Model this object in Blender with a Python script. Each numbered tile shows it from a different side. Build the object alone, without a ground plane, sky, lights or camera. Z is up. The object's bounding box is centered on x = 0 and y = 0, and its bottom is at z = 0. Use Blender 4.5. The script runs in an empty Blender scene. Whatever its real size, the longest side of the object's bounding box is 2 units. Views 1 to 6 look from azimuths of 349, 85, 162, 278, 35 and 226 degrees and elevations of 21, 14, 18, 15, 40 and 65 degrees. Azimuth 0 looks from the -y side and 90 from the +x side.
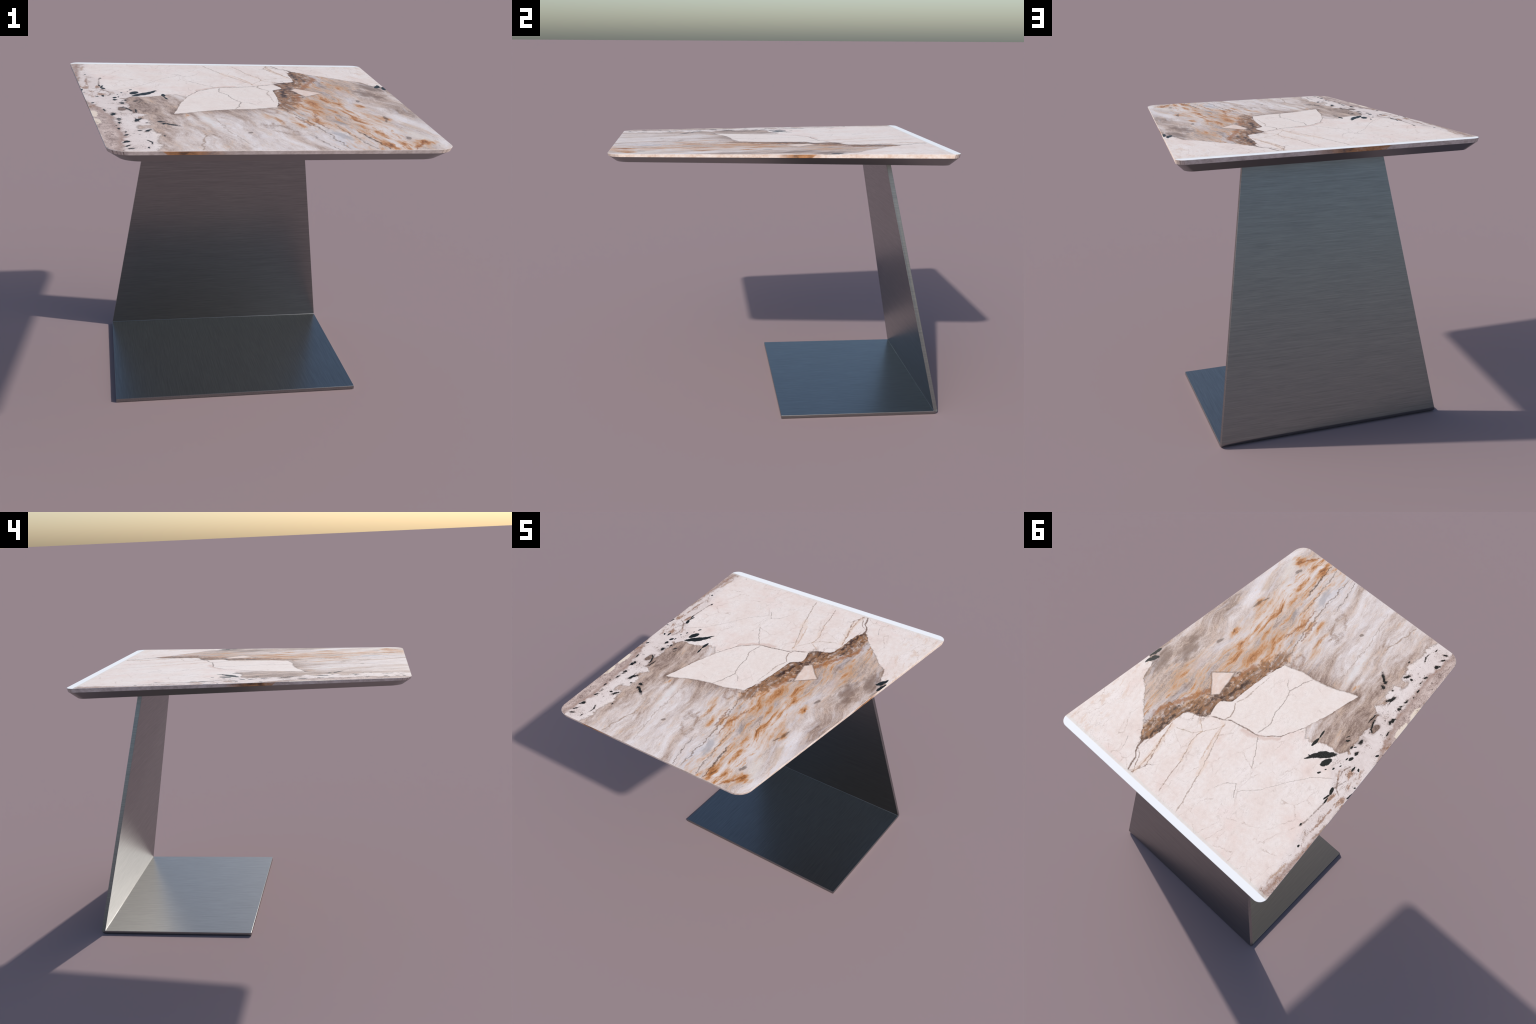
# Cantilever side table: a marble-topped slab on a folded plate of brushed steel.
import bpy, bmesh, math
from mathutils import Vector

# ---------------------------------------------------------------- helpers
def srgb(r, g, b):
    def f(c):
        c /= 255.0
        return c / 12.92 if c <= 0.04045 else ((c + 0.055) / 1.055) ** 2.4
    return (f(r), f(g), f(b), 1.0)


def lit(r, g, b):
    """Base colour of a level surface that the set shows as this sRGB colour."""
    c = srgb(r, g, b)
    return tuple(min(max(v - 0.016, 0.004) / k, 1.0) for v, k in zip(c, (0.86, 0.89, 0.93))) + (1.0,)


class Graph:
    """Thin wrapper that makes node trees readable as formulas."""

    def __init__(self, name):
        self.mat = bpy.data.materials.new(name)
        self.mat.use_nodes = True
        self.nt = self.mat.node_tree
        self.nt.nodes.clear()

    def new(self, kind):
        return self.nt.nodes.new(kind)

    def put(self, sock, val):
        if hasattr(val, "is_output"):
            self.nt.links.new(val, sock)
        elif val is not None:
            sock.default_value = val

    def m(self, op, a, b=None, c=None, clamp=False):
        n = self.new("ShaderNodeMath")
        n.operation = op
        n.use_clamp = clamp
        for i, v in enumerate((a, b, c)):
            self.put(n.inputs[i], v)
        return n.outputs[0]

    def v(self, op, a, b=None, c=None, scale=None):
        n = self.new("ShaderNodeVectorMath")
        n.operation = op
        for i, x in enumerate((a, b, c)):
            self.put(n.inputs[i], x)
        if scale is not None:
            self.put(n.inputs["Scale"], scale)
        return n.outputs["Value"] if op in ("LENGTH", "DISTANCE", "DOT_PRODUCT") else n.outputs[0]

    def xyz(self, x=0.0, y=0.0, z=0.0):
        n = self.new("ShaderNodeCombineXYZ")
        for i, val in enumerate((x, y, z)):
            self.put(n.inputs[i], val)
        return n.outputs[0]

    def sep(self, vec):
        n = self.new("ShaderNodeSeparateXYZ")
        self.put(n.inputs[0], vec)
        return n.outputs[0], n.outputs[1], n.outputs[2]

    def step(self, x, lo, hi, a=0.0, b=1.0, smooth=True):
        n = self.new("ShaderNodeMapRange")
        n.interpolation_type = "SMOOTHSTEP" if smooth else "LINEAR"
        n.clamp = True
        for i, val in enumerate((x, lo, hi, a, b)):
            self.put(n.inputs[i], val)
        return n.outputs[0]

    def noise(self, vec, scale, detail=3.0, rough=0.55, dist=0.0, color=False):
        n = self.new("ShaderNodeTexNoise")
        n.noise_dimensions = "3D"
        self.put(n.inputs["Vector"], vec)
        n.inputs["Scale"].default_value = scale
        n.inputs["Detail"].default_value = detail
        n.inputs["Roughness"].default_value = rough
        n.inputs["Distortion"].default_value = dist
        return n.outputs["Color"] if color else n.outputs["Fac"]

    def voronoi(self, vec, scale, feature="F1", rand=1.0):
        n = self.new("ShaderNodeTexVoronoi")
        n.feature = feature
        self.put(n.inputs["Vector"], vec)
        n.inputs["Scale"].default_value = scale
        n.inputs["Randomness"].default_value = rand
        return n.outputs["Distance"]

    def mix(self, fac, a, b, mode="MIX"):
        n = self.new("ShaderNodeMix")
        n.data_type = "RGBA"
        n.blend_type = mode
        n.clamp_factor = True
        self.put(n.inputs[0], fac)
        self.put(n.inputs[6], a)
        self.put(n.inputs[7], b)
        return n.outputs[2]

    def ramp(self, fac, stops):
        n = self.new("ShaderNodeValToRGB")
        cr = n.color_ramp
        while len(cr.elements) < len(stops):
            cr.elements.new(0.5)
        for e, (p, c) in zip(cr.elements, stops):
            e.position = p
            e.color = c
        self.put(n.inputs[0], fac)
        return n.outputs[0]

    def curve(self, x, pts):
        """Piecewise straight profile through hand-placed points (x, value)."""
        pts = sorted(pts)
        lo, hi = pts[0][0], pts[-1][0]
        t = self.m("MULTIPLY_ADD", x, 1.0 / (hi - lo), -lo / (hi - lo))
        n = self.new("ShaderNodeFloatCurve")
        n.mapping.extend = "HORIZONTAL"
        c = n.mapping.curves[0]
        while len(c.points) < len(pts):
            c.points.new(0.5, 0.5)
        for p, (px, py) in zip(c.points, pts):
            p.location = ((px - lo) / (hi - lo), (py + 1.0) / 2.0)
        for p in c.points:
            p.handle_type = "VECTOR"
        n.mapping.update()
        self.put(n.inputs["Value"], t)
        return self.m("MULTIPLY_ADD", n.outputs[0], 2.0, -1.0)

    def out(self, color, rough, metal=0.0, spec=0.5, bump=None, bump_str=0.1, bump_dist=0.002):
        b = self.new("ShaderNodeBsdfPrincipled")
        self.put(b.inputs["Base Color"], color)
        self.put(b.inputs["Roughness"], rough)
        b.inputs["Metallic"].default_value = metal
        b.inputs["Specular IOR Level"].default_value = spec
        if bump is not None:
            k = self.new("ShaderNodeBump")
            k.inputs["Strength"].default_value = bump_str
            k.inputs["Distance"].default_value = bump_dist
            self.put(k.inputs["Height"], bump)
            self.nt.links.new(k.outputs[0], b.inputs["Normal"])
        o = self.new("ShaderNodeOutputMaterial")
        self.nt.links.new(b.outputs[0], o.inputs[0])
        return b


# ---------------------------------------------------------------- sizes
TOP = dict(zf=1.6423, zb=1.6531, hf=0.6705, hb=0.8560, y=1.0)      # upper face of the slab
MID = dict(zf=1.6264, zb=1.6290, hf=0.6655, hb=0.8510, y=0.995)    # where stone meets frame
LOW = dict(zf=1.5925, zb=1.5833, hf=0.6255, hb=0.8060, y=0.955)    # flat underside
CORNER_FRONT, CORNER_BACK = 0.085, 0.052

BX = 0.0155            # the foot stands a little off centre
BW = 0.6640            # half width of the foot
TW = 0.4095            # half width of the column at the table top
T = 0.0195             # plate thickness
Y_FRONT, Y_IN, Y_OUT = 0.0045, 0.9660, 0.9945
YT_IN, YT_OUT, Z_T = 0.6480, 0.6765, 1.5850


# ---------------------------------------------------------------- marble
def marble_top():
    g = Graph("marble_top")
    tc = g.new("ShaderNodeTexCoord").outputs["Object"]
    x0, y0, _ = g.sep(tc)
    flat = g.xyz(x0, y0, 0.0)

    # jagged break lines: coarse + fine wobble of the coordinates
    wx = g.m("SUBTRACT", g.noise(flat, 20.0, 5.0, 0.70), 0.5)
    wy = g.m("SUBTRACT", g.noise(g.xyz(x0, y0, 4.0), 20.0, 5.0, 0.70), 0.5)
    jx = g.m("MULTIPLY_ADD", wx, 0.060, x0)
    jy = g.m("MULTIPLY_ADD", wy, 0.060, y0)

    # grain runs along y, leaning a little
    lean = g.m("MULTIPLY_ADD", y0, 0.15, x0)
    swirl = g.noise(flat, 2.6, 2.0, 0.5)
    lean = g.m("MULTIPLY_ADD", swirl, 0.16, g.m("SUBTRACT", lean, 0.08))

    def grain(stretch, seed):
        return g.xyz(lean, g.m("MULTIPLY", y0, stretch), seed)
    tex = [g.noise(grain(0.16, 0.0), 7.5, 7.0, 0.66), g.noise(grain(0.35, 3.7), 30.0, 5.0, 0.65),
           g.noise(flat, 150.0, 3.0, 0.7), g.noise(flat, 38.0, 4.0, 0.65), g.noise(flat, 5.0, 4.0, 0.6),
           g.noise(flat, 3.3, 3.0, 0.6), g.noise(grain(0.55, 9.0), 26.0, 5.0, 0.72), g.noise(flat, 7.0, 2.0),
           g.voronoi(g.xyz(g.m("MULTIPLY", jx, 1.6), jy, 0.0), 34.0), g.noise(flat, 9.0, 3.0, 0.6),
           g.noise(grain(0.15, 7.3), 19.0, 6.0, 0.68), g.noise(grain(0.20, 1.1), 30.0, 6.0, 0.68),
           g.noise(grain(0.30, 5.5), 75.0, 4.0, 0.7),
           g.voronoi(g.xyz(jx, g.m("MULTIPLY", jy, 0.55), 2.0), 8.0, "DISTANCE_TO_EDGE")]
    # all textures are evaluated before the masks (keeps the node program small)
    gate = tex[0]
    for t in tex[1:]:
        gate = g.m("ADD", gate, t)
    gate = g.m("MULTIPLY", gate, 1e-9)

    def after(v):
        return g.m("ADD", v, gate)
    (streak, streak_hi, speck, mottle, cloud, blush_n, crumb_n, patch_n, vor, fleck_n, rust_n, rust_m, fibre, web) = [after(t) for t in tex]
    x0, y0, jx, jy, lean, wx, wy = [after(t) for t in (x0, y0, jx, jy, lean, wx, wy)]
    sx = g.m("MULTIPLY_ADD", wx, 0.020, x0)
    sy = g.m("MULTIPLY_ADD", wy, 0.020, y0)
    hom = g.xyz(sx, sy, 1.0)
    hom_j = g.xyz(jx, jy, 1.0)

    def blob(p, cx, cy, a, b, ang):
        """Distance from the centre of a turned ellipse, 1 on its rim."""
        c, s = math.cos(math.radians(ang)), math.sin(math.radians(ang))
        u = g.v("DOT_PRODUCT", p, (c / a, s / a, -(c * cx + s * cy) / a))
        w = g.v("DOT_PRODUCT", p, (-s / b, c / b, (s * cx - c * cy) / b))
        return g.m("SQRT", g.m("MULTIPLY_ADD", u, u, g.m("MULTIPLY", w, w)))

    # ---- break lines between the stones
    back_edge = g.curve(sx, [(-0.70, -0.02), (-0.60, -0.02), (-0.575, -0.04), (-0.555, 0.0), (-0.531, 0.012), (-0.486, 0.012),
                             (-0.424, 0.022), (-0.374, 0.060), (-0.322, 0.058), (-0.285, 0.02), (-0.27, -0.1),
                             (-0.1, -0.1), (0.10, -0.1), (0.145, -0.06), (0.157, 0.05), (0.166, 0.185), (0.180, 0.205), (0.205, 0.36),
                             (0.233, 0.390), (0.297, 0.414), (0.335, 0.449), (0.345, 0.60), (0.352, 0.70), (0.383, 0.757),
                             (0.398, 0.75), (0.469, 0.654), (0.534, 0.593), (0.590, 0.537), (0.607, 0.526), (0.650, 0.470),
                             (0.693, 0.450), (0.721, 0.382), (0.738, 0.333), (0.788, 0.309), (0.85, 0.28)])
    left_edge = g.curve(sy, [(-1.0, -0.489), (-0.933, -0.465), (-0.855, -0.480), (-0.757, -0.455), (-0.711, -0.473),
                             (-0.640, -0.491), (-0.628, -0.538), (-0.596, -0.534), (-0.570, -0.485), (-0.480, -0.490),
                             (-0.464, -0.525), (-0.415, -0.527), (-0.385, -0.486), (-0.350, -0.530), (-0.266, -0.574),
                             (-0.20, -0.562), (-0.10, -0.570), (0.0, -0.59), (0.06, -0.60)])
    chip = g.m("MULTIPLY_ADD", g.m("SUBTRACT", mottle, 0.5), 0.07, g.m("MULTIPLY_ADD", speck, 0.016, -0.008))
    in_gray = g.m("MINIMUM", g.m("ADD", g.m("SUBTRACT", back_edge, jy), g.m("MULTIPLY", chip, 0.6)),
                  g.m("ADD", g.m("SUBTRACT", jx, left_edge), chip))

    # the pale wedge in the middle
    isl_front = g.curve(sx, [(-0.45, -0.20), (-0.376, -0.368), (-0.320, -0.347), (-0.215, -0.300), (-0.098, -0.270), (-0.014, -0.266),
                             (0.054, -0.238), (0.114, -0.218), (0.143, -0.097), (0.156, 0.003), (0.165, 0.109),
                             (0.166, 0.180), (0.185, 0.200), (0.224, 0.235), (0.226, 0.28), (0.30, 0.60)])
    isl_back = g.curve(sx, [(-0.45, -0.50), (-0.376, -0.368), (-0.352, -0.263), (-0.331, -0.150), (-0.281, 0.011), (-0.259, 0.067),
                            (-0.215, 0.155), (-0.153, 0.220), (-0.114, 0.249), (-0.021, 0.266), (0.078, 0.285),
                            (0.124, 0.316), (0.200, 0.350), (0.226, 0.28), (0.30, 0.0)])
    in_isle = g.m("MINIMUM", g.m("SUBTRACT", sy, isl_front), g.m("SUBTRACT", isl_back, sy))
    in_isle = g.m("MULTIPLY_ADD", chip, 0.22, in_isle)

    # small pale trapezium left in the grey stone: four straight sides
    def half(p, ax, ay, bx, by):
        nx, ny = ay - by, bx - ax
        ln = math.hypot(nx, ny)
        nx, ny = nx / ln, ny / ln
        return g.v("DOT_PRODUCT", p, (nx, ny, -(nx * ax + ny * ay)))
    quad = [(0.410, 0.125), (0.299, 0.245), (0.262, 0.205), (0.303, 0.026)]
    in_tri = None
    for i in range(4):
        a, b = quad[i], quad[(i + 1) % 4]
        h = half(hom, a[0], a[1], b[0], b[1])
        in_tri = h if in_tri is None else g.m("MINIMUM", in_tri, h)

    pale_in = g.m("MAXIMUM", in_isle, in_tri)
    gray_d = g.m("MINIMUM", in_gray, g.m("MULTIPLY", pale_in, -1.0))
    # grey crumbs in the pale band
    for (cx, cy, a, b, ang) in [(-0.600, -0.265, 0.035, 0.016, 95), (-0.545, -0.335, 0.02, 0.010, 80), (-0.53, -0.62, 0.03, 0.012, 100)]:
        d = g.m("MULTIPLY_ADD", blob(hom_j, cx, cy, a, b, ang), -b, b)
        gray_d = g.m("MAXIMUM", gray_d, d)
    gray = g.step(gray_d, -0.0025, 0.0025)
    rim = g.step(g.m("ABSOLUTE", gray_d), 0.010, 0.0)

    # ---- cream stone
    tone = g.m("MULTIPLY_ADD", mottle, 0.22, g.m("MULTIPLY", cloud, 0.50))
    tone = g.m("MULTIPLY_ADD", streak, 0.28, tone)
    cream = g.ramp(tone, [(0.32, lit(220, 203, 196)), (0.44, lit(232, 218, 212)), (0.54, lit(236, 226, 222)),
                          (0.70, lit(240, 231, 230))])
    blush = g.step(blush_n, 0.50, 0.72)
    cream = g.mix(g.m("MULTIPLY", blush, 0.50), cream, lit(230, 206, 198))
    gloom = g.m("MULTIPLY", g.step(streak, 0.48, 0.34), g.step(cloud, 0.44, 0.58))
    cream = g.mix(g.m("MULTIPLY", gloom, 0.35), cream, lit(214, 198, 188))
    net = g.m("MULTIPLY", g.step(web, 0.018, 0.004), g.step(patch_n, 0.43, 0.56))
    net = g.m("MULTIPLY", net, g.step(g.m("ADD", speck, mottle), 0.88, 1.08))
    cream = g.mix(g.m("MULTIPLY", net, 0.50), cream, lit(168, 140, 124))
    hair = g.m("ABSOLUTE", g.m("SUBTRACT", streak_hi, 0.5))
    hair = g.m("MULTIPLY", g.step(hair, 0.014, 0.0), g.step(cloud, 0.48, 0.62))
    cream = g.mix(g.m("MULTIPLY", hair, 0.42), cream, lit(160, 136, 120))
    ivory = g.step(in_isle, 0.0, 0.01)
    cream = g.mix(g.m("MULTIPLY", g.step(in_tri, -0.002, 0.01), g.step(streak_hi, 0.40, 0.62, 0.4, 0.9)), cream, lit(224, 200, 186))
    cream = g.mix(g.m("MULTIPLY", ivory, 0.35), cream, lit(236, 226, 220))

    # ---- pale band with grey-pink crumbly margin along the left edge
    band_x = g.curve(y0, [(-1.0, -0.47), (0.0, -0.52), (0.12, -0.57), (0.22, -0.665), (0.50, -0.700), (0.62, -0.735),
                          (0.80, -0.77), (0.88, -0.76), (1.0, -0.74)])
    band = g.step(g.m("SUBTRACT", band_x, jx), -0.02, 0.03)
    chalk = g.ramp(tone, [(0.32, lit(206, 190, 184)), (0.5, lit(225, 213, 210)), (0.68, lit(234, 226, 224))])
    grit = g.m("MULTIPLY", g.step(g.m("MULTIPLY_ADD", crumb_n, 0.5, g.m("MULTIPLY", speck, 0.5)), 0.465, 0.40), g.step(fleck_n, 0.42, 0.54))
    chalk = g.mix(g.m("MULTIPLY", grit, 0.7), chalk, lit(142, 118, 106))
    cream = g.mix(band, cream, chalk)
    pink_x = g.curve(jy, [(-1.0, -0.612), (-0.853, -0.613), (-0.774, -0.597), (-0.685, -0.607), (-0.597, -0.619), (-0.516, -0.636),
                          (-0.438, -0.632), (-0.387, -0.655), (-0.25, -0.690), (-0.12, -0.74), (0.0, -0.80)])
    pink_d = g.m("SUBTRACT", pink_x, jx)
    pink = g.step(pink_d, -0.012, 0.012)
    crumb_t = g.m("MULTIPLY_ADD", speck, 0.45, g.m("MULTIPLY", crumb_n, 0.55))
    pinkc = g.ramp(crumb_t, [(0.36, lit(96, 76, 70)), (0.43, lit(158, 136, 128)), (0.50, lit(190, 170, 163)),
                             (0.60, lit(212, 194, 187)), (0.70, lit(226, 212, 204))])
    cream = g.mix(g.m("MULTIPLY", pink, 0.92), cream, pinkc)
    brown_seam = g.m("MULTIPLY", g.step(g.m("ABSOLUTE", g.m("SUBTRACT", pink_d, 0.010)), 0.026, 0.0), g.step(crumb_t, 0.46, 0.56))
    cream = g.mix(g.m("MULTIPLY", brown_seam, 0.75), cream, lit(138, 100, 80))
    for (cx, cy, a, b, ang) in [(-0.712, -0.508, 0.055, 0.022, 95), (-0.722, -0.36, 0.06, 0.020, 95)]:
        cream = g.mix(g.step(blob(hom_j, cx, cy, a, b, ang), 1.05, 0.92), cream, lit(228, 214, 200))
    # rusty scribble of the far left edge
    edge_x = g.curve(y0, [(0.0, -0.70), (0.10, -0.60), (0.2, -0.665), (0.45, -0.700), (0.55, -0.725), (0.70, -0.80),
                          (0.80, -0.775), (1.0, -0.77)])
    scrib = g.m("MULTIPLY", g.step(g.m("SUBTRACT", edge_x, x0), -0.01, 0.03), g.step(streak_hi, 0.50, 0.60))
    scrib = g.m("MULTIPLY", scrib, g.step(patch_n, 0.40, 0.54))
    cream = g.mix(g.m("MULTIPLY", scrib, 0.85), cream, g.ramp(speck, [(0.38, lit(92, 66, 50)), (0.52, lit(158, 116, 90)), (0.62, lit(206, 172, 146))]))
    # crumbs and tiny flecks over the band
    fleck = g.m("MULTIPLY", g.step(vor, 0.20, 0.12), g.step(fleck_n, 0.50, 0.56))
    band_zone = g.m("MULTIPLY", band, g.step(y0, 0.24, 0.10))
    cream = g.mix(g.m("MULTIPLY", g.m("MULTIPLY", fleck, band_zone), 0.85), cream, lit(84, 68, 62))

    # ---- cracks in the cream stone: x (or y) as a function along the crack
    def vein(col, along, across, pts, width, color, strength, breakup=0.0, noise_src=None):
        pts = sorted(pts)
        c = g.curve(along, pts)
        d = g.m("ABSOLUTE", g.m("SUBTRACT", across, c))
        if breakup and noise_src is not None:
            d = g.m("MULTIPLY_ADD", g.m("SUBTRACT", 0.52, noise_src), breakup * 0.6, d)
        k = g.step(d, width * 0.85, width * 0.15)
        strength = g.m("MULTIPLY", g.step(speck, 0.34, 0.52, 0.55, 1.0), strength)
        lo, hi = pts[0][0], pts[-1][0]
        e = (hi - lo) * 0.06 + 1e-3
        k = g.m("MULTIPLY", k, g.step(along, lo - 0.001, lo + e))
        k = g.m("MULTIPLY", k, g.step(along, hi + 0.001, hi - e))
        return g.mix(g.m("MULTIPLY", k, strength), col, color)

    umber = lit(112, 88, 76)
    grayline = lit(140, 122, 114)
    arc = [(-0.300, -0.02), (-0.259, 0.067), (-0.215, 0.155), (-0.153, 0.215), (-0.114, 0.249), (-0.021, 0.266), (0.078, 0.285),
           (0.124, 0.316), (0.205, 0.352)]
    cream = vein(cream, sx, sy, arc, 0.0085, umber, 0.9, 0.03, mottle)
    cream = vein(cream, sx, sy, [(-0.23, 0.17), (-0.15, 0.235), (-0.08, 0.275), (0.0, 0.29)], 0.03, lit(205, 172, 158), 0.55, 0.10, mottle)
    mx = g.m("MULTIPLY_ADD", wx, 0.032, x0)
    my = g.m("MULTIPLY_ADD", wy, 0.032, y0)
    bleed = g.m("MULTIPLY", g.step(gray_d, -0.085, -0.01), g.step(jx, 0.10, 0.18))
    bleed = g.m("MULTIPLY", bleed, g.m("MULTIPLY", g.step(jx, 0.42, 0.36), g.step(pale_in, 0.0, -0.01)))
    hairs = g.step(g.m("ABSOLUTE", g.m("SUBTRACT", rust_m, 0.5)), 0.030, 0.004)
    cream = g.mix(g.m("MULTIPLY", g.m("MULTIPLY", bleed, hairs), 0.60), cream, lit(142, 108, 86))
    # inside the wedge
    cream = vein(cream, my, mx, [(-0.275, -0.095), (-0.20, -0.065), (-0.110, -0.040), (-0.02, -0.072), (0.06, -0.076),
                                 (0.140, -0.112), (0.250, -0.094)], 0.0045, grayline, 0.8)
    cream = vein(cream, my, mx, [(-0.16, 0.02), (-0.125, -0.004), (-0.105, -0.035)], 0.004, grayline, 0.8)
    cream = vein(cream, my, mx, [(-0.10, 0.12), (0.02, 0.125), (0.12, 0.125), (0.18, 0.15)], 0.006, lit(150, 122, 104), 0.6, 0.03, mottle)
    cream = vein(cream, sy, sx, [(0.18, 0.150), (0.22, 0.120), (0.27, 0.105), (0.31, 0.118)], 0.007, lit(140, 112, 96), 0.8, 0.02, mottle)
    # behind the wedge
    cream = vein(cream, my, mx, [(0.25, -0.112), (0.30, -0.145), (0.345, -0.180), (0.44, -0.235)], 0.0042, grayline, 0.8)
    cream = vein(cream, mx, my, [(-0.64, 0.145), (-0.53, 0.235), (-0.439, 0.371), (-0.374, 0.487), (-0.265, 0.605)], 0.004,
                 lit(160, 142, 132), 0.75)
    cream = vein(cream, my, mx, [(0.565, -0.232), (0.600, -0.258), (0.64, -0.285)], 0.005, grayline, 0.8)
    cream = vein(cream, mx, my, [(-0.240, 0.562), (-0.19, 0.60), (-0.150, 0.675)], 0.005, grayline, 0.8, 0.02, mottle)
    cream = vein(cream, my, mx, [(0.31, 0.100), (0.44, 0.058), (0.543, 0.015), (0.66, -0.025), (0.761, -0.056), (0.945, -0.110)], 0.0050,
                 lit(158, 134, 120), 0.75, 0.02, mottle)
    cream = vein(cream, my, mx, [(0.33, 0.090), (0.42, 0.085), (0.50, 0.06), (0.60, 0.03)], 0.010, lit(188, 150, 118), 0.6, 0.05, mottle)
    cream = vein(cream, my, mx, [(0.40, 0.235), (0.455, 0.160), (0.545, 0.163), (0.665, 0.115), (0.786, 0.094), (0.92, 0.06)], 0.0056,
                 lit(150, 120, 104), 0.75, 0.02, mottle)
    cream = vein(cream, mx, my, [(0.09, 0.345), (0.13, 0.425), (0.19, 0.50), (0.25, 0.53), (0.30, 0.545)], 0.006, lit(165, 138, 112), 0.7, 0.03, mottle)
    cream = vein(cream, my, mx, [(0.53, 0.335), (0.62, 0.315), (0.733, 0.285), (0.80, 0.272), (0.90, 0.262)], 0.0065, lit(150, 112, 92), 0.8, 0.04, mottle)
    cream = vein(cream, my, mx, [(0.60, 0.325), (0.684, 0.298), (0.797, 0.255), (0.857, 0.244), (0.95, 0.285)], 0.0070, lit(128, 96, 80), 0.85, 0.03, mottle)
    cream = vein(cream, sy, sx, [(0.735, 0.376), (0.790, 0.374), (0.825, 0.357), (0.850, 0.325), (0.89, 0.318), (0.945, 0.300)], 0.0110,
                 lit(104, 74, 58), 0.95, 0.02, mottle)
    cream = vein(cream, my, mx, [(0.79, 0.37), (0.83, 0.315), (0.87, 0.30), (0.94, 0.262)], 0.0060, lit(130, 100, 84), 0.8, 0.03, mottle)
    cream = vein(cream, mx, my, [(0.20, 0.80), (0.25, 0.85), (0.30, 0.945)], 0.0060, lit(120, 98, 88), 0.7, 0.03, mottle)
    cream = vein(cream, my, mx, [(0.78, 0.47), (0.84, 0.44), (0.88, 0.43)], 0.005, lit(150, 135, 128), 0.6, 0.03, mottle)
    tan = lit(220, 186, 156)
    cream = vein(cream, my, mx, [(0.31, 0.110), (0.44, 0.066), (0.543, 0.025), (0.70, -0.03)], 0.024, tan, 0.28, 0.24, streak_hi)
    cream = vein(cream, my, mx, [(0.40, 0.235), (0.455, 0.165), (0.545, 0.160), (0.70, 0.110)], 0.02, tan, 0.28, 0.24, streak_hi)
    cream = vein(cream, my, mx, [(0.53, 0.330), (0.684, 0.296), (0.80, 0.265), (0.94, 0.275)], 0.034, tan, 0.32, 0.2, streak_hi)
    # left margin strokes
    cream = vein(cream, sy, sx, [(0.10, -0.697), (0.20, -0.675), (0.30, -0.695), (0.454, -0.696), (0.518, -0.685)], 0.0075, lit(120, 98, 88), 0.7, 0.05, mottle)
    cream = vein(cream, sy, sx, [(0.30, -0.752), (0.36, -0.755), (0.42, -0.762), (0.50, -0.757)], 0.011, lit(140, 98, 70), 0.8, 0.06, mottle)
    cream = vein(cream, sy, sx, [(0.40, -0.795), (0.47, -0.800), (0.53, -0.792)], 0.010, lit(140, 110, 90), 0.7, 0.06, mottle)
    cream = vein(cream, sy, sx, [(0.72, -0.785), (0.79, -0.790), (0.86, -0.778)], 0.013, lit(168, 132, 104), 0.7, 0.08, mottle)
    cream = vein(cream, sy, sx, [(0.02, -0.655), (0.08, -0.640), (0.14, -0.655), (0.19, -0.690), (0.22, -0.735)], 0.010, lit(120, 92, 76), 0.8, 0.05, mottle)
    # faint grain at the right hand corner
    corner_hair = g.m("MULTIPLY", g.step(jx, 0.56, 0.72), g.step(streak_hi, 0.53, 0.62))
    cream = g.mix(g.m("MULTIPLY", corner_hair, 0.35), cream, lit(206, 172, 146))

    # ---- grey quartz stone
    t_y = g.curve(y0, [(-1.0, 0.64), (-0.8, 0.65), (-0.6, 0.59), (-0.45, 0.55), (-0.30, 0.44), (-0.1, 0.46), (0.05, 0.44), (0.3, 0.34), (0.75, 0.30)])
    t_x = g.curve(lean, [(-0.75, -0.16), (-0.60, -0.17), (-0.50, -0.10), (-0.42, -0.03), (-0.30, 0.10), (-0.20, 0.08), (-0.08, 0.10), (0.0, -0.04),
                         (0.05, 0.04), (0.12, 0.12), (0.18, -0.06), (0.26, -0.02), (0.36, 0.08), (0.46, 0.02), (0.58, 0.14),
                         (0.70, 0.0), (0.90, -0.10)])
    tone_g = g.m("ADD", t_y, t_x)
    tone_g = g.m("MULTIPLY_ADD", g.m("SUBTRACT", streak, 0.5), 1.7, tone_g)
    tone_g = g.m("MULTIPLY_ADD", g.m("SUBTRACT", streak_hi, 0.5), 0.60, tone_g)
    tone_g = g.m("MULTIPLY_ADD", g.m("SUBTRACT", fibre, 0.5), 0.50, tone_g)
    tone_g = g.m("MULTIPLY_ADD", g.m("SUBTRACT", speck, 0.5), 0.40, tone_g)
    # darker stone close to the wedge and below it
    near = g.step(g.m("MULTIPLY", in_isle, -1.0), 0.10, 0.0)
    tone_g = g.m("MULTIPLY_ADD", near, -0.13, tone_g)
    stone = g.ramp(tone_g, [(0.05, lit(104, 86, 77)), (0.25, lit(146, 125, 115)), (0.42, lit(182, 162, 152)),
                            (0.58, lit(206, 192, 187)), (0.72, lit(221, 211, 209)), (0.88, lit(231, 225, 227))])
    warm = g.step(g.m("MULTIPLY_ADD", streak_hi, 0.5, g.m("MULTIPLY", cloud, 0.5)), 0.48, 0.62)
    stone = g.mix(g.m("MULTIPLY", warm, 0.30), stone, lit(202, 172, 150))
    cool = g.m("MULTIPLY", g.step(rust_n, 0.50, 0.36), g.step(lean, -0.35, -0.1))
    stone = g.mix(g.m("MULTIPLY", cool, 0.45), stone, lit(216, 211, 216))

    # dark fine lines of the grain
    fine = g.step(g.m("ABSOLUTE", g.m("SUBTRACT", streak, 0.47)), 0.016, 0.0)
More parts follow.
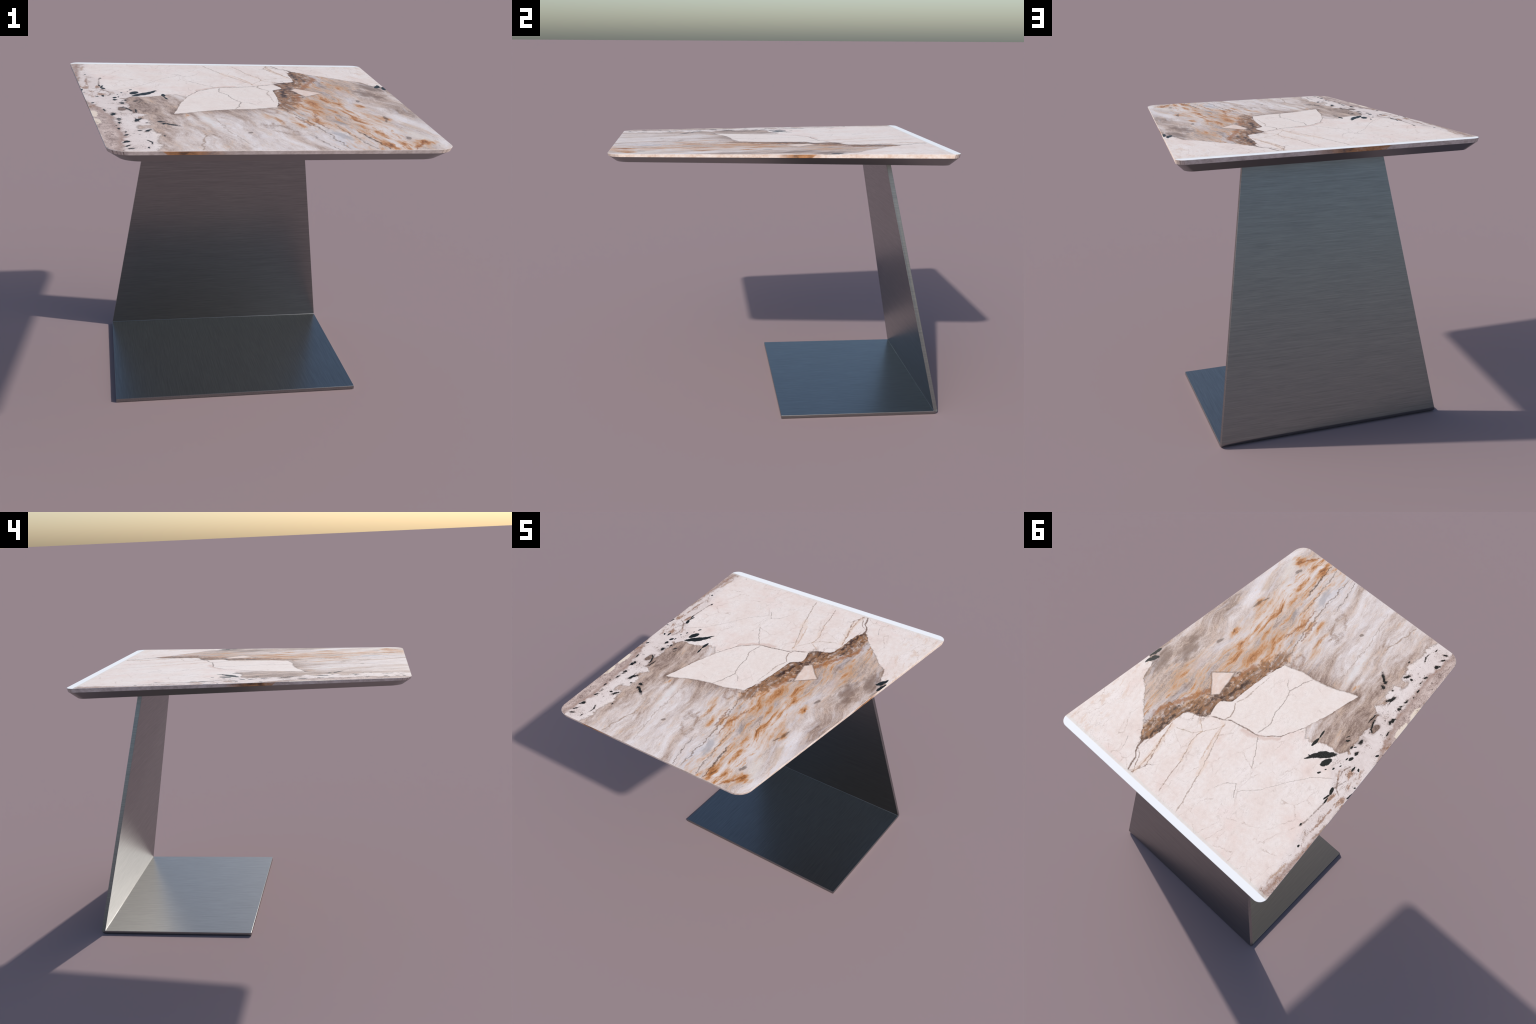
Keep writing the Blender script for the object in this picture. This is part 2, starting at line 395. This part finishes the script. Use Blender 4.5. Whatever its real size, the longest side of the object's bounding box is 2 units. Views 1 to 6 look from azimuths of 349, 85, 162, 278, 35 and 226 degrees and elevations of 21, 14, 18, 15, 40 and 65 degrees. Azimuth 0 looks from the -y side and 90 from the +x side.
    fine = g.m("MULTIPLY", fine, g.step(streak_hi, 0.50, 0.62))
    fine = g.m("MULTIPLY", fine, g.step(lean, -0.05, 0.15))
    stone = g.mix(g.m("MULTIPLY", fine, 0.55), stone, lit(120, 100, 88))
    # blue grey pools
    for (cx, cy, a, b, ang, col, st) in [
            (0.265, -0.92, 0.16, 0.050, 100, lit(206, 205, 213), 0.6), (0.27, -0.76, 0.13, 0.030, 104, lit(168, 164, 168), 0.7),
            (0.205, -0.42, 0.12, 0.045, 105, lit(180, 174, 178), 0.6), (0.335, -0.552, 0.055, 0.022, 130, lit(134, 127, 128), 0.55),
            (0.194, -0.376, 0.03, 0.010, 105, lit(120, 112, 112), 0.8), (0.60, -0.80, 0.16, 0.05, 105, lit(226, 219, 214), 0.6),
            (0.50, -0.66, 0.08, 0.05, 110, lit(222, 216, 216), 0.6), (0.44, -0.23, 0.10, 0.03, 105, lit(218, 212, 214), 0.6),
            (-0.24, -0.50, 0.20, 0.022, 98, lit(224, 220, 220), 0.7)]:
        k = g.step(g.m("MULTIPLY_ADD", g.m("SUBTRACT", streak_hi, 0.5), 1.6, blob(hom_j, cx, cy, a, b, ang)), 1.15, 0.35)
        stone = g.mix(g.m("MULTIPLY", k, st), stone, col)

    # rust: broad stain band, then strokes
    band_c = g.curve(y0, [(-1.0, 0.44), (-0.75, 0.44), (-0.5, 0.33), (-0.25, 0.30), (0.0, 0.34), (0.2, 0.42), (0.5, 0.44)])
    off = g.m("ABSOLUTE", g.m("SUBTRACT", x0, band_c))
    zone = g.step(off, 0.30, 0.03)
    rust = g.m("MULTIPLY_ADD", g.m("SUBTRACT", streak, 0.5), 1.6, g.m("MULTIPLY_ADD", g.m("SUBTRACT", rust_n, 0.5), 2.2, 0.27))
    rust = g.m("MAXIMUM", rust, g.m("MULTIPLY_ADD", g.m("SUBTRACT", rust_m, 0.5), 2.4, 0.02))
    rust = g.m("MULTIPLY", rust, zone)
    # strokes: x, y, half length, half width, degrees, strength
    for (cx, cy, a, b, ang, st) in [
            (0.300, -0.150, 0.24, 0.050, 92, 0.80), (0.297, -0.30, 0.14, 0.036, 92, 0.85),
            (0.235, -0.50, 0.15, 0.020, 106, 0.85), (0.580, -0.880, 0.060, 0.045, 100, 1.0),
            (0.525, -0.950, 0.075, 0.020, 60, 1.05),
            (0.420, -0.920, 0.15, 0.038, 98, 0.95), (0.440, -0.72, 0.14, 0.024, 100, 0.80), (0.485, -0.90, 0.10, 0.020, 98, 0.75),
            (0.405, -0.62, 0.14, 0.018, 95, 0.75), (0.515, -0.185, 0.07, 0.018, 100, 0.95),
            (0.417, -0.144, 0.09, 0.020, 95, 0.95), (0.139, -0.575, 0.10, 0.030, 98, 0.65),
            (0.190, -0.52, 0.10, 0.020, 98, 0.80), (0.500, -0.50, 0.08, 0.03, 110, 0.6), (0.556, -0.46, 0.10, 0.030, 97, 0.75),
            (-0.325, -0.395, 0.055, 0.012, 97, 0.65), (-0.27, -0.70, 0.08, 0.018, 100, 0.40), (0.065, -0.50, 0.10, 0.018, 97, 0.65),
            (0.400, 0.02, 0.12, 0.03, 100, 0.55), (0.36, -0.32, 0.14, 0.020, 98, 0.7), (0.045, -0.42, 0.12, 0.05, 100, 0.35)]:
        f = g.m("MULTIPLY_ADD", blob(hom_j, cx, cy, a * 1.1, b * 1.7, ang), -0.80 * st, 0.80 * st)
        rust = g.m("MAXIMUM", rust, f)
    rust = g.m("MULTIPLY_ADD", g.m("SUBTRACT", rust_m, 0.5), 1.5, rust)
    rust = g.m("MULTIPLY_ADD", g.m("SUBTRACT", fibre, 0.5), 0.6, rust)
    rust = g.m("MULTIPLY_ADD", g.m("SUBTRACT", speck, 0.5), 0.5, rust)
    rust_c = g.ramp(rust, [(0.12, lit(212, 192, 176)), (0.34, lit(206, 170, 140)), (0.54, lit(194, 142, 98)),
                           (0.72, lit(166, 112, 72)), (0.92, lit(98, 72, 56))])
    stone = g.mix(g.step(rust, -0.05, 0.62), stone, rust_c)
    for (cx, cy, a, b, ang, col, st) in [
            (0.62, -0.60, 0.10, 0.03, 108, lit(196, 172, 152), 0.6), (0.515, 0.13, 0.10, 0.03, 100, lit(196, 176, 170), 0.5),
            (0.64, 0.10, 0.15, 0.06, 104, lit(132, 110, 98), 0.75), (0.70, 0.27, 0.15, 0.05, 112, lit(130, 110, 100), 0.75)]:
        k = g.step(g.m("MULTIPLY_ADD", g.m("SUBTRACT", streak_hi, 0.5), 2.2, blob(hom_j, cx, cy, a, b, ang)), 1.15, 0.20)
        stone = g.mix(g.m("MULTIPLY", k, st), stone, col)

    # brown seam that hugs the back edge of the grey stone
    seam_c = g.curve(jy, [(-0.36, 0.150), (-0.28, 0.150), (-0.20, 0.155), (-0.10, 0.183), (0.0, 0.200), (0.10, 0.212), (0.20, 0.225), (0.30, 0.250),
                          (0.38, 0.285), (0.45, 0.375), (0.60, 0.378), (0.72, 0.385), (0.80, 0.385)])
    seam_w = g.curve(jy, [(-0.36, 0.02), (-0.2, 0.04), (0.0, 0.060), (0.2, 0.065), (0.40, 0.060), (0.6, 0.060), (0.8, 0.05)])
    seam_d = g.m("DIVIDE", g.m("ABSOLUTE", g.m("SUBTRACT", jx, seam_c)), seam_w)
    seam = g.step(g.m("MULTIPLY_ADD", g.m("ADD", streak_hi, g.m("SUBTRACT", mottle, 1.0)), 4.2, seam_d), 1.45, 0.55)
    seam = g.m("MULTIPLY", seam, g.step(jy, -0.36, -0.24))
    seam_col = g.ramp(g.m("MULTIPLY_ADD", rust_m, 0.55, g.m("MULTIPLY_ADD", fibre, 0.27, g.m("MULTIPLY", mottle, 0.18))),
                      [(0.39, lit(60, 44, 37)), (0.45, lit(108, 80, 60)), (0.495, lit(160, 114, 76)), (0.535, lit(132, 106, 90)),
                       (0.59, lit(188, 168, 157))])
    edge_dark = g.m("MULTIPLY", g.step(gray_d, 0.055, 0.0), g.step(g.m("ADD", streak_hi, mottle), 1.10, 0.92))
    seam_col = g.mix(g.m("MULTIPLY", edge_dark, 0.85), seam_col, lit(58, 41, 34))
    stone = g.mix(g.m("MULTIPLY", seam, 0.92), stone, seam_col)
    stone = vein(stone, jy, jx, [(-0.12, 0.235), (0.05, 0.270), (0.16, 0.315), (0.26, 0.340), (0.36, 0.385), (0.46, 0.440), (0.60, 0.470)], 0.028,
                 lit(158, 104, 62), 0.85, 0.14, streak_hi)
    stone = vein(stone, jy, jx, [(0.0, 0.190), (0.08, 0.200), (0.16, 0.215), (0.24, 0.245)], 0.022, lit(66, 48, 42), 0.9, 0.10, streak_hi)
    stone = vein(stone, jy, jx, [(0.48, 0.365), (0.60, 0.362), (0.70, 0.372)], 0.020, lit(62, 44, 36), 0.9, 0.10, streak_hi)

    # long dark strokes of the grain
    for pts, wd, col, st in [
            ([(-1.0, 0.249), (-0.85, 0.232), (-0.691, 0.218), (-0.62, 0.205), (-0.45, 0.180), (-0.33, 0.148), (-0.222, 0.137)], 0.0075, lit(126, 104, 90), 0.8),
            ([(-1.0, 0.404), (-0.95, 0.402), (-0.86, 0.385), (-0.75, 0.371), (-0.70, 0.362)], 0.0085, lit(88, 66, 54), 0.9),
            ([(-1.0, 0.360), (-0.85, 0.330), (-0.72, 0.305), (-0.58, 0.297)], 0.0075, lit(124, 104, 92), 0.7),
            ([(-1.0, 0.200), (-0.90, 0.178), (-0.83, 0.160), (-0.745, 0.141)], 0.0055, lit(120, 104, 96), 0.85),
            ([(-0.60, 0.185), (-0.50, 0.165), (-0.42, 0.158)], 0.012, lit(142, 102, 76), 0.75),
            ([(-0.66, 0.245), (-0.55, 0.228), (-0.45, 0.238), (-0.36, 0.262)], 0.009, lit(150, 104, 74), 0.8),
            ([(-0.972, -0.106), (-0.717, -0.175), (-0.50, -0.202), (-0.363, -0.219)], 0.0060, lit(172, 154, 144), 0.7),
            ([(-0.99, -0.321), (-0.90, -0.312), (-0.80, -0.290), (-0.72, -0.272)], 0.0085, lit(150, 122, 100), 0.7),
            ([(-0.997, 0.503), (-0.95, 0.535), (-0.90, 0.565), (-0.85, 0.58)], 0.010, lit(150, 92, 50), 0.9),
            ([(-0.52, 0.405), (-0.43, 0.378), (-0.37, 0.360)], 0.0045, lit(110, 94, 86), 0.8)]:
        stone = vein(stone, jy, jx, pts, wd, col, st, 0.02, mottle)

    # two brown rings
    for (cx, cy, a, b, ang, th, col) in [(0.050, -0.665, 0.095, 0.034, 112, 0.34, lit(138, 104, 78)),
                                         (0.068, -0.300, 0.040, 0.030, 100, 0.36, lit(136, 96, 68))]:
        rr = g.m("MULTIPLY_ADD", g.m("SUBTRACT", streak_hi, 0.5), 2.4, blob(hom_j, cx, cy, a, b, ang))
        k = g.step(g.m("ABSOLUTE", g.m("SUBTRACT", rr, 0.95)), th * 1.5, 0.0)
        k = g.m("MULTIPLY", k, g.step(mottle, 0.36, 0.56, 0.25, 1.0))
        stone = g.mix(g.m("MULTIPLY", k, 0.55), stone, col)
    stone = vein(stone, jy, jx, [(-0.56, 0.075), (-0.50, 0.072), (-0.43, 0.060)], 0.011, lit(168, 122, 88), 0.7, 0.03, mottle)

    # ---- put the stones together
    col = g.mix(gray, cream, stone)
    col = g.mix(g.m("MULTIPLY", rim, 0.42), col, lit(112, 88, 74))
    col = g.mix(g.m("MULTIPLY", g.step(g.m("ABSOLUTE", in_tri), 0.007, 0.0), 0.45), col, lit(130, 98, 76))

    # ---- black tourmaline flecks: (x, y, half length, half width, degrees)
    flecks = [(-0.409, -0.569, 0.042, 0.0105, 144), (-0.444, -0.518, 0.024, 0.0119, 137), (-0.538, -0.310, 0.036, 0.0036, 89),
              (-0.506, -0.676, 0.020, 0.0095, -104), (-0.539, -0.676, 0.011, 0.0054, 162), (-0.536, -0.483, 0.035, 0.0090, -114),
              (-0.541, -0.480, 0.029, 0.0051, -79), (-0.571, -0.270, 0.039, 0.0067, 113), (-0.588, -0.241, 0.014, 0.0062, 136),
              (-0.593, -0.140, 0.026, 0.0120, -92), (-0.515, -0.117, 0.016, 0.0049, -123), (-0.528, -0.091, 0.017, 0.0044, -132),
              (-0.638, -0.371, 0.025, 0.0095, -98), (-0.617, -0.464, 0.010, 0.0081, -96), (-0.614, -0.492, 0.015, 0.0060, -115),
              (-0.616, -0.541, 0.019, 0.0062, -95), (-0.674, -0.290, 0.020, 0.0063, -83), (-0.596, -0.853, 0.013, 0.0086, -90),
              (-0.605, -0.869, 0.010, 0.0058, -128), (-0.594, -0.916, 0.017, 0.0053, -127), (-0.583, -0.956, 0.016, 0.0055, -151),
              (-0.509, -0.849, 0.018, 0.0050, -63), (-0.503, -0.878, 0.017, 0.0034, -90), (-0.519, -0.948, 0.010, 0.0029, -92),
              (-0.593, -0.747, 0.013, 0.0062, -116), (-0.621, -0.644, 0.013, 0.0042, -86), (-0.596, -0.699, 0.011, 0.0043, -95),
              (-0.628, -0.591, 0.008, 0.0040, -90), (-0.445, -0.765, 0.008, 0.0042, -89), (-0.501, -0.539, 0.007, 0.0057, -137),
              (-0.624, -0.065, 0.013, 0.0070, -103), (-0.577, -0.076, 0.012, 0.0055, -90)]
    leaves = [(-0.440, 0.135, 0.040, 0.0080, -121), (-0.484, 0.080, 0.086, 0.0200, -134), (-0.492, 0.060, 0.044, 0.0150, -150),
              (-0.530, 0.104, 0.038, 0.0210, -105), (-0.541, 0.180, 0.013, 0.0062, -125), (-0.589, 0.105, 0.010, 0.0050, -95),
              (-0.559, 0.138, 0.007, 0.0036, -113), (-0.608, 0.064, 0.008, 0.0036, -98), (-0.624, -0.015, 0.018, 0.0092, -99),
              (-0.606, 0.002, 0.012, 0.0046, -94), (-0.626, -0.059, 0.015, 0.0069, -99), (-0.724, -0.135, 0.013, 0.0061, -109),
              (-0.704, 0.012, 0.011, 0.0065, 134), (-0.392, 0.045, 0.038, 0.0095, -88), (-0.387, -0.02, 0.030, 0.0060, -80),
              (-0.677, 0.028, 0.019, 0.0065, -79), (-0.677, 0.219, 0.027, 0.0112, -71), (-0.681, 0.266, 0.024, 0.0055, -99),
              (-0.694, 0.289, 0.022, 0.0050, -83), (-0.777, 0.172, 0.027, 0.0048, -92), (-0.765, 0.112, 0.008, 0.0046, -123),
              (-0.686, 0.494, 0.010, 0.0050, -90), (-0.591, -0.090, 0.010, 0.0043, -122), (-0.765, 0.60, 0.010, 0.006, -80)]
    dark = [(0.758, 0.315, 0.042, 0.0130, -113), (0.779, 0.262, 0.045, 0.0122, -100), (0.752, 0.288, 0.030, 0.0110, -137),
            (0.539, -0.073, 0.027, 0.0090, -103), (-0.098, -0.716, 0.015, 0.0105, -117), (0.538, -0.813, 0.026, 0.0120, -106),
            (0.559, -0.443, 0.045, 0.0100, -97), (0.545, -0.50, 0.03, 0.006, -105)]
    tiny = g.xyz(g.m("MULTIPLY_ADD", wx, 0.014, x0), g.m("MULTIPLY_ADD", wy, 0.014, y0), 1.0)

    def spots(items):
        best = None
        for it in items:
            d = blob(tiny, *it)
            best = d if best is None else g.m("MINIMUM", best, d)
        return best
    frayed = g.m("MULTIPLY_ADD", g.m("SUBTRACT", mottle, 0.5), 3.4, spots(flecks))
    frayed = g.m("MULTIPLY_ADD", g.m("SUBTRACT", speck, 0.5), 1.2, frayed)
    col = g.mix(g.step(frayed, 2.1, 1.0, 0.0, 0.45), col, lit(150, 128, 118))
    col = g.mix(g.step(frayed, 1.18, 0.80), col, lit(44, 43, 41))
    col = g.mix(g.step(g.m("MULTIPLY_ADD", g.m("SUBTRACT", mottle, 0.5), 0.9, spots(leaves)), 1.08, 0.92), col,
                g.ramp(speck, [(0.45, lit(34, 36, 34)), (0.66, lit(60, 62, 58))]))
    soft = g.step(g.m("MULTIPLY_ADD", g.m("SUBTRACT", mottle, 0.5), 1.4, spots(dark[3:])), 1.2, 0.6)
    col = g.mix(g.m("MULTIPLY", soft, 0.65), col, lit(92, 72, 60))
    col = g.mix(g.step(g.m("MULTIPLY_ADD", g.m("SUBTRACT", streak_hi, 0.5), 2.0, spots(dark[:3])), 1.1, 0.9), col, lit(48, 50, 50))

    # fine sugar grain over everything
    sugar = g.m("MULTIPLY_ADD", g.m("SUBTRACT", speck, 0.5), 0.26, 1.0)
    sugar = g.m("MULTIPLY_ADD", g.m("SUBTRACT", mottle, 0.5), 0.12, sugar)
    hsv = g.new("ShaderNodeHueSaturation")
    g.put(hsv.inputs["Value"], sugar)
    g.put(hsv.inputs["Color"], col)
    col = hsv.outputs[0]

    # bare white strip along the back edge, with a soft grey line before it
    strip = g.step(y0, 0.949, 0.956)
    fade = g.step(g.m("ABSOLUTE", g.m("SUBTRACT", y0, 0.944)), 0.014, 0.0)
    col = g.mix(g.m("MULTIPLY", fade, 0.5), col, lit(222, 221, 216))
    col = g.mix(strip, col, (1.0, 1.0, 1.0, 1.0))
    g.out(col, 0.42, spec=0.22)
    return g.mat


def marble_edge():
    """Narrow edge of the slab: the pattern runs round it, stretched into bars at the corners."""
    g = Graph("marble_edge")
    tc = g.new("ShaderNodeTexCoord").outputs["Object"]
    x, y, z = g.sep(tc)
    n = g.new("ShaderNodeNewGeometry").outputs["Normal"]
    nx, ny, nz = g.sep(n)
    run = g.xyz(x, y, g.m("MULTIPLY", z, 1.5))
    big = g.noise(run, 9.0, 4.0, 0.6)
    fine = g.noise(run, 42.0, 4.0, 0.65)
    t = g.m("MULTIPLY_ADD", fine, 0.5, g.m("MULTIPLY", big, 0.5))
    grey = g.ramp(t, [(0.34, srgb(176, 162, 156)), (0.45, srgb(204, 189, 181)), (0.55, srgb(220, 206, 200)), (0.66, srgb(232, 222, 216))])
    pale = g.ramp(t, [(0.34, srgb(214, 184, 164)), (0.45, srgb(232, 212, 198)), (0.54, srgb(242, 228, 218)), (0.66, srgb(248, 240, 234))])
    col = g.mix(g.step(nx, 0.5, 0.9), grey, pale)  # side facing +x painted paler: its sunlight is put into the colour
    rust = g.ramp(g.noise(run, 16.0, 4.0, 0.6), [(0.34, srgb(106, 72, 48)), (0.46, srgb(168, 118, 74)), (0.56, srgb(196, 140, 92)),
                                                 (0.70, srgb(206, 180, 164))])
    # rusty stretch on each side: hard at one end, fading at the other
    slope = g.m("MULTIPLY", g.m("SUBTRACT", z, 1.640), 1.2)

    def stretch(face, u, hard, soft):
        s = 1.0 if soft > hard else -1.0
        a = g.step(g.m("MULTIPLY_ADD", slope, s, u), hard - 0.006 * s, hard + 0.006 * s)
        b = g.step(u, soft, hard + (soft - hard) * 0.35)
        return g.m("MULTIPLY", g.m("MULTIPLY", a, b), face)
    m1 = stretch(g.step(ny, -0.8, -0.95), x, -0.470, -0.18)
    m2 = stretch(g.step(nx, 0.8, 0.95), y, 0.172, -0.10)
    m3 = stretch(g.step(ny, 0.8, 0.95), x, -0.290, 0.22)
    m4 = stretch(g.step(nx, -0.8, -0.95), y, -0.215, 0.16)
    mm = g.m("MAXIMUM", g.m("MAXIMUM", m1, m2), g.m("MAXIMUM", m3, m4))
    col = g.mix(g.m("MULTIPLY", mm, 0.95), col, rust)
    # bars on the rounded corners
    ang = g.m("ARCTAN2", ny, nx)
    bars = g.noise(g.xyz(g.m("MULTIPLY", ang, 5.0), g.m("MULTIPLY", y, 2.0), 0.0), 3.4, 4.0, 0.7)
    barc = g.ramp(bars, [(0.34, srgb(112, 92, 84)), (0.45, srgb(196, 178, 168)), (0.6, srgb(224, 210, 202)), (0.7, srgb(198, 168, 144))])
    corner = g.m("MULTIPLY", g.m("ABSOLUTE", nx), g.m("ABSOLUTE", ny))
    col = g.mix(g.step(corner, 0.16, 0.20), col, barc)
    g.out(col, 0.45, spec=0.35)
    return g.mat


def frame_metal():
    g = Graph("dark_steel_frame")
    g.out((0.30, 0.295, 0.29, 1.0), 0.34, metal=1.0)
    return g.mat


def brushed(name, along):
    """Satin steel; brushing runs along the given axis."""
    g = Graph(name)
    tc = g.new("ShaderNodeTexCoord").outputs["Object"]
    x, y, z = g.sep(tc)
    if along == "y":
        p = g.xyz(g.m("MULTIPLY_ADD", y, 0.02, x), g.m("MULTIPLY", y, 0.030), g.m("MULTIPLY", z, 1.0))
    else:
        p = g.xyz(g.m("MULTIPLY", x, 0.030), g.m("MULTIPLY", y, 0.05), g.m("MULTIPLY_ADD", x, -0.02, z))
    a = g.noise(p, 150.0, 5.0, 0.72)
    b = g.noise(p, 380.0, 3.0, 0.72)
    t = g.m("MULTIPLY_ADD", a, 0.6, g.m("MULTIPLY", b, 0.4))
    col = g.ramp(t, [(0.32, (0.220, 0.221, 0.223, 1)), (0.5, (0.276, 0.276, 0.276, 1)), (0.68, (0.338, 0.337, 0.335, 1))])
    rough = g.step(t, 0.3, 0.7, 0.35, 0.29, smooth=False)
    g.out(col, rough, metal=1.0, bump=t, bump_str=0.03, bump_dist=0.0005)
    return g.mat


# ---------------------------------------------------------------- geometry
def outline(lv, seg=12):
    """Tapered rectangle with rounded corners, counter-clockwise, as (x, y, z)."""
    y = lv["y"]
    pts = [Vector((-lv["hf"], -y)), Vector((lv["hf"], -y)), Vector((lv["hb"], y)), Vector((-lv["hb"], y))]
    out = []
    for i in range(4):
        p, a, b = pts[i], pts[i - 1], pts[(i + 1) % 4]
        r = CORNER_FRONT if i < 2 else CORNER_BACK
        da, db = (a - p).normalized(), (b - p).normalized()
        half = da.angle(db) / 2
        c = p + (da + db).normalized() * (r / math.sin(half))
        ta = p + da * (r / math.tan(half))
        tb = p + db * (r / math.tan(half))
        a0 = math.atan2(*(ta - c).yx)
        a1 = math.atan2(*(tb - c).yx)
        while a1 < a0:
            a1 += 2 * math.pi
        for k in range(seg + 1):
            t = a0 + (a1 - a0) * k / seg
            q = c + Vector((math.cos(t), math.sin(t))) * r
            f = (q.y + y) / (2 * y)
            out.append((q.x, q.y, lv["zf"] + (lv["zb"] - lv["zf"]) * f))
    return out


def lerp_level(a, b, t, dz=0.0, inset=0.0):
    c = {k: a[k] + (b[k] - a[k]) * t for k in a}
    for k in ("hf", "hb", "y"):
        c[k] -= inset
    c["zf"] += dz
    c["zb"] += dz
    return c


def stack(name, levels, mats, cap_top, cap_bottom, slots):
    bm = bmesh.new()
    rings = [[bm.verts.new(p) for p in outline(l)] for l in levels]
    n = len(rings[0])
    for j in range(len(rings) - 1):
        for i in range(n):
            f = bm.faces.new((rings[j][i], rings[j + 1][i], rings[j + 1][(i + 1) % n], rings[j][(i + 1) % n]))
            f.material_index = slots[j]
            f.smooth = f.calc_area() < 0.004
    if cap_top:
        f = bm.faces.new(rings[0])
        f.material_index = 0
    if cap_bottom:
        f = bm.faces.new(list(reversed(rings[-1])))
        f.material_index = slots[-1]
    bm.normal_update()
    me = bpy.data.meshes.new(name)
    bm.to_mesh(me)
    bm.free()
    for m in mats:
        me.materials.append(m)
    me.set_sharp_from_angle(angle=math.radians(24))
    ob = bpy.data.objects.new(name, me)
    bpy.context.collection.objects.link(ob)
    return ob


def folded_plate():
    """Foot and column are one folded sheet: a side profile spread between two tapering flanks."""
    lean = Vector((YT_OUT - Y_OUT, Z_T)).normalized()
    z_top = 1.615
    yo = lambda z: Y_OUT + (YT_OUT - Y_OUT) * z / Z_T
    yi = lambda z: Y_IN + (YT_IN - Y_IN) * (z - T) / (Z_T - T)
    hw = lambda z: BW + (TW - BW) * z / Z_T if z > T else BW
    r = 0.024
    # rounded outer bend between the ground line and the leaning back
    turn = math.pi - math.acos(max(-1, min(1, lean.dot(Vector((-1, 0))))))
    inner = math.pi - turn
    reach = r / math.tan((math.pi - turn) / 2)
    c = Vector((Y_OUT - reach, r))
    arc = []
    a0, a1 = -math.pi / 2, -math.pi / 2 + turn
    for k in range(7):
        t = a0 + (a1 - a0) * k / 6
        arc.append((c.x + r * math.cos(t), c.y + r * math.sin(t)))
    prof = [(Y_FRONT, T), (Y_FRONT, 0.0)] + arc + [(yo(z_top), z_top), (yi(z_top), z_top), (Y_IN, T)]
    bm = bmesh.new()
    L = [bm.verts.new((BX - hw(z), y, z)) for y, z in prof]
    R = [bm.verts.new((BX + hw(z), y, z)) for y, z in prof]
    n = len(prof)
    for i in range(n):
        j = (i + 1) % n
        bm.faces.new((L[i], L[j], R[j], R[i]))
    mid = 2 + 3
    for S, flip in ((L, True), (R, False)):
        foot = [S[i] for i in range(0, mid + 1)] + [S[n - 1]]
        col = [S[i] for i in range(mid, n)]
        bm.faces.new(foot if not flip else list(reversed(foot)))
        bm.faces.new(col if not flip else list(reversed(col)))
    bmesh.ops.recalc_face_normals(bm, faces=bm.faces[:])
    crease = [e for e in bm.edges if not e.is_convex and e.calc_face_angle(0.0) > math.radians(30)]
    bmesh.ops.bevel(bm, geom=crease, offset=0.0026, segments=3, profile=0.5, affect="EDGES")
    edges = [e for e in bm.edges if e.is_convex and e.calc_face_angle(0.0) > math.radians(30)]
    bmesh.ops.bevel(bm, geom=edges, offset=0.0040, segments=3, profile=0.5, affect="EDGES", clamp_overlap=True)
    for f in bm.faces:
        f.smooth = f.calc_area() < 0.02
    # split at the mitre of the fold
    q0, q1 = Vector((Y_IN, T)), Vector(arc[3])
    d = q1 - q0
    parts = {"base_plate": [], "column": []}
    for f in bm.faces:
        ctr = f.calc_center_median()
        s = d.x * (ctr.z - q0.y) - d.y * (ctr.y - q0.x)
        parts["column" if s > 0 else "base_plate"].append(f.index)
    bm.faces.index_update()
    whole = bpy.data.meshes.new("folded_plate")
    bm.to_mesh(whole)
    obs = []
    for nm, keep in parts.items():
        b2 = bmesh.new()
        b2.from_mesh(whole)
        b2.faces.ensure_lookup_table()
        ks = set(keep)
        bmesh.ops.delete(b2, geom=[f for f in b2.faces if f.index not in ks], context="FACES")
        me = bpy.data.meshes.new(nm)
        b2.to_mesh(me)
        b2.free()
        ob = bpy.data.objects.new(nm, me)
        bpy.context.collection.objects.link(ob)
        obs.append(ob)
    bm.free()
    bpy.data.meshes.remove(whole)
    return obs


def build():
    root = bpy.data.objects.new("side_table", None)
    bpy.context.collection.objects.link(root)
    root["label"] = "cantilever side table, veined marble top, folded brushed steel leg"
    root["category"] = "side table"

    b = 0.0012
    slab = stack("tabletop",
                 [lerp_level(TOP, MID, 0.0, 0.0, b), lerp_level(TOP, MID, 0.0, -b), MID],
                 [marble_top(), marble_edge()], True, True, [1, 1])
    frame = stack("underframe",
                  [lerp_level(MID, LOW, 0.0, -0.0006, 0.0015), LOW],
                  [frame_metal()], True, True, [0])
    plate, column = folded_plate()
    plate.data.materials.append(brushed("brushed_steel_foot", "y"))
    column.data.materials.append(brushed("brushed_steel_column", "x"))
    for ob in (slab, frame, plate, column):
        ob.parent = root


build()
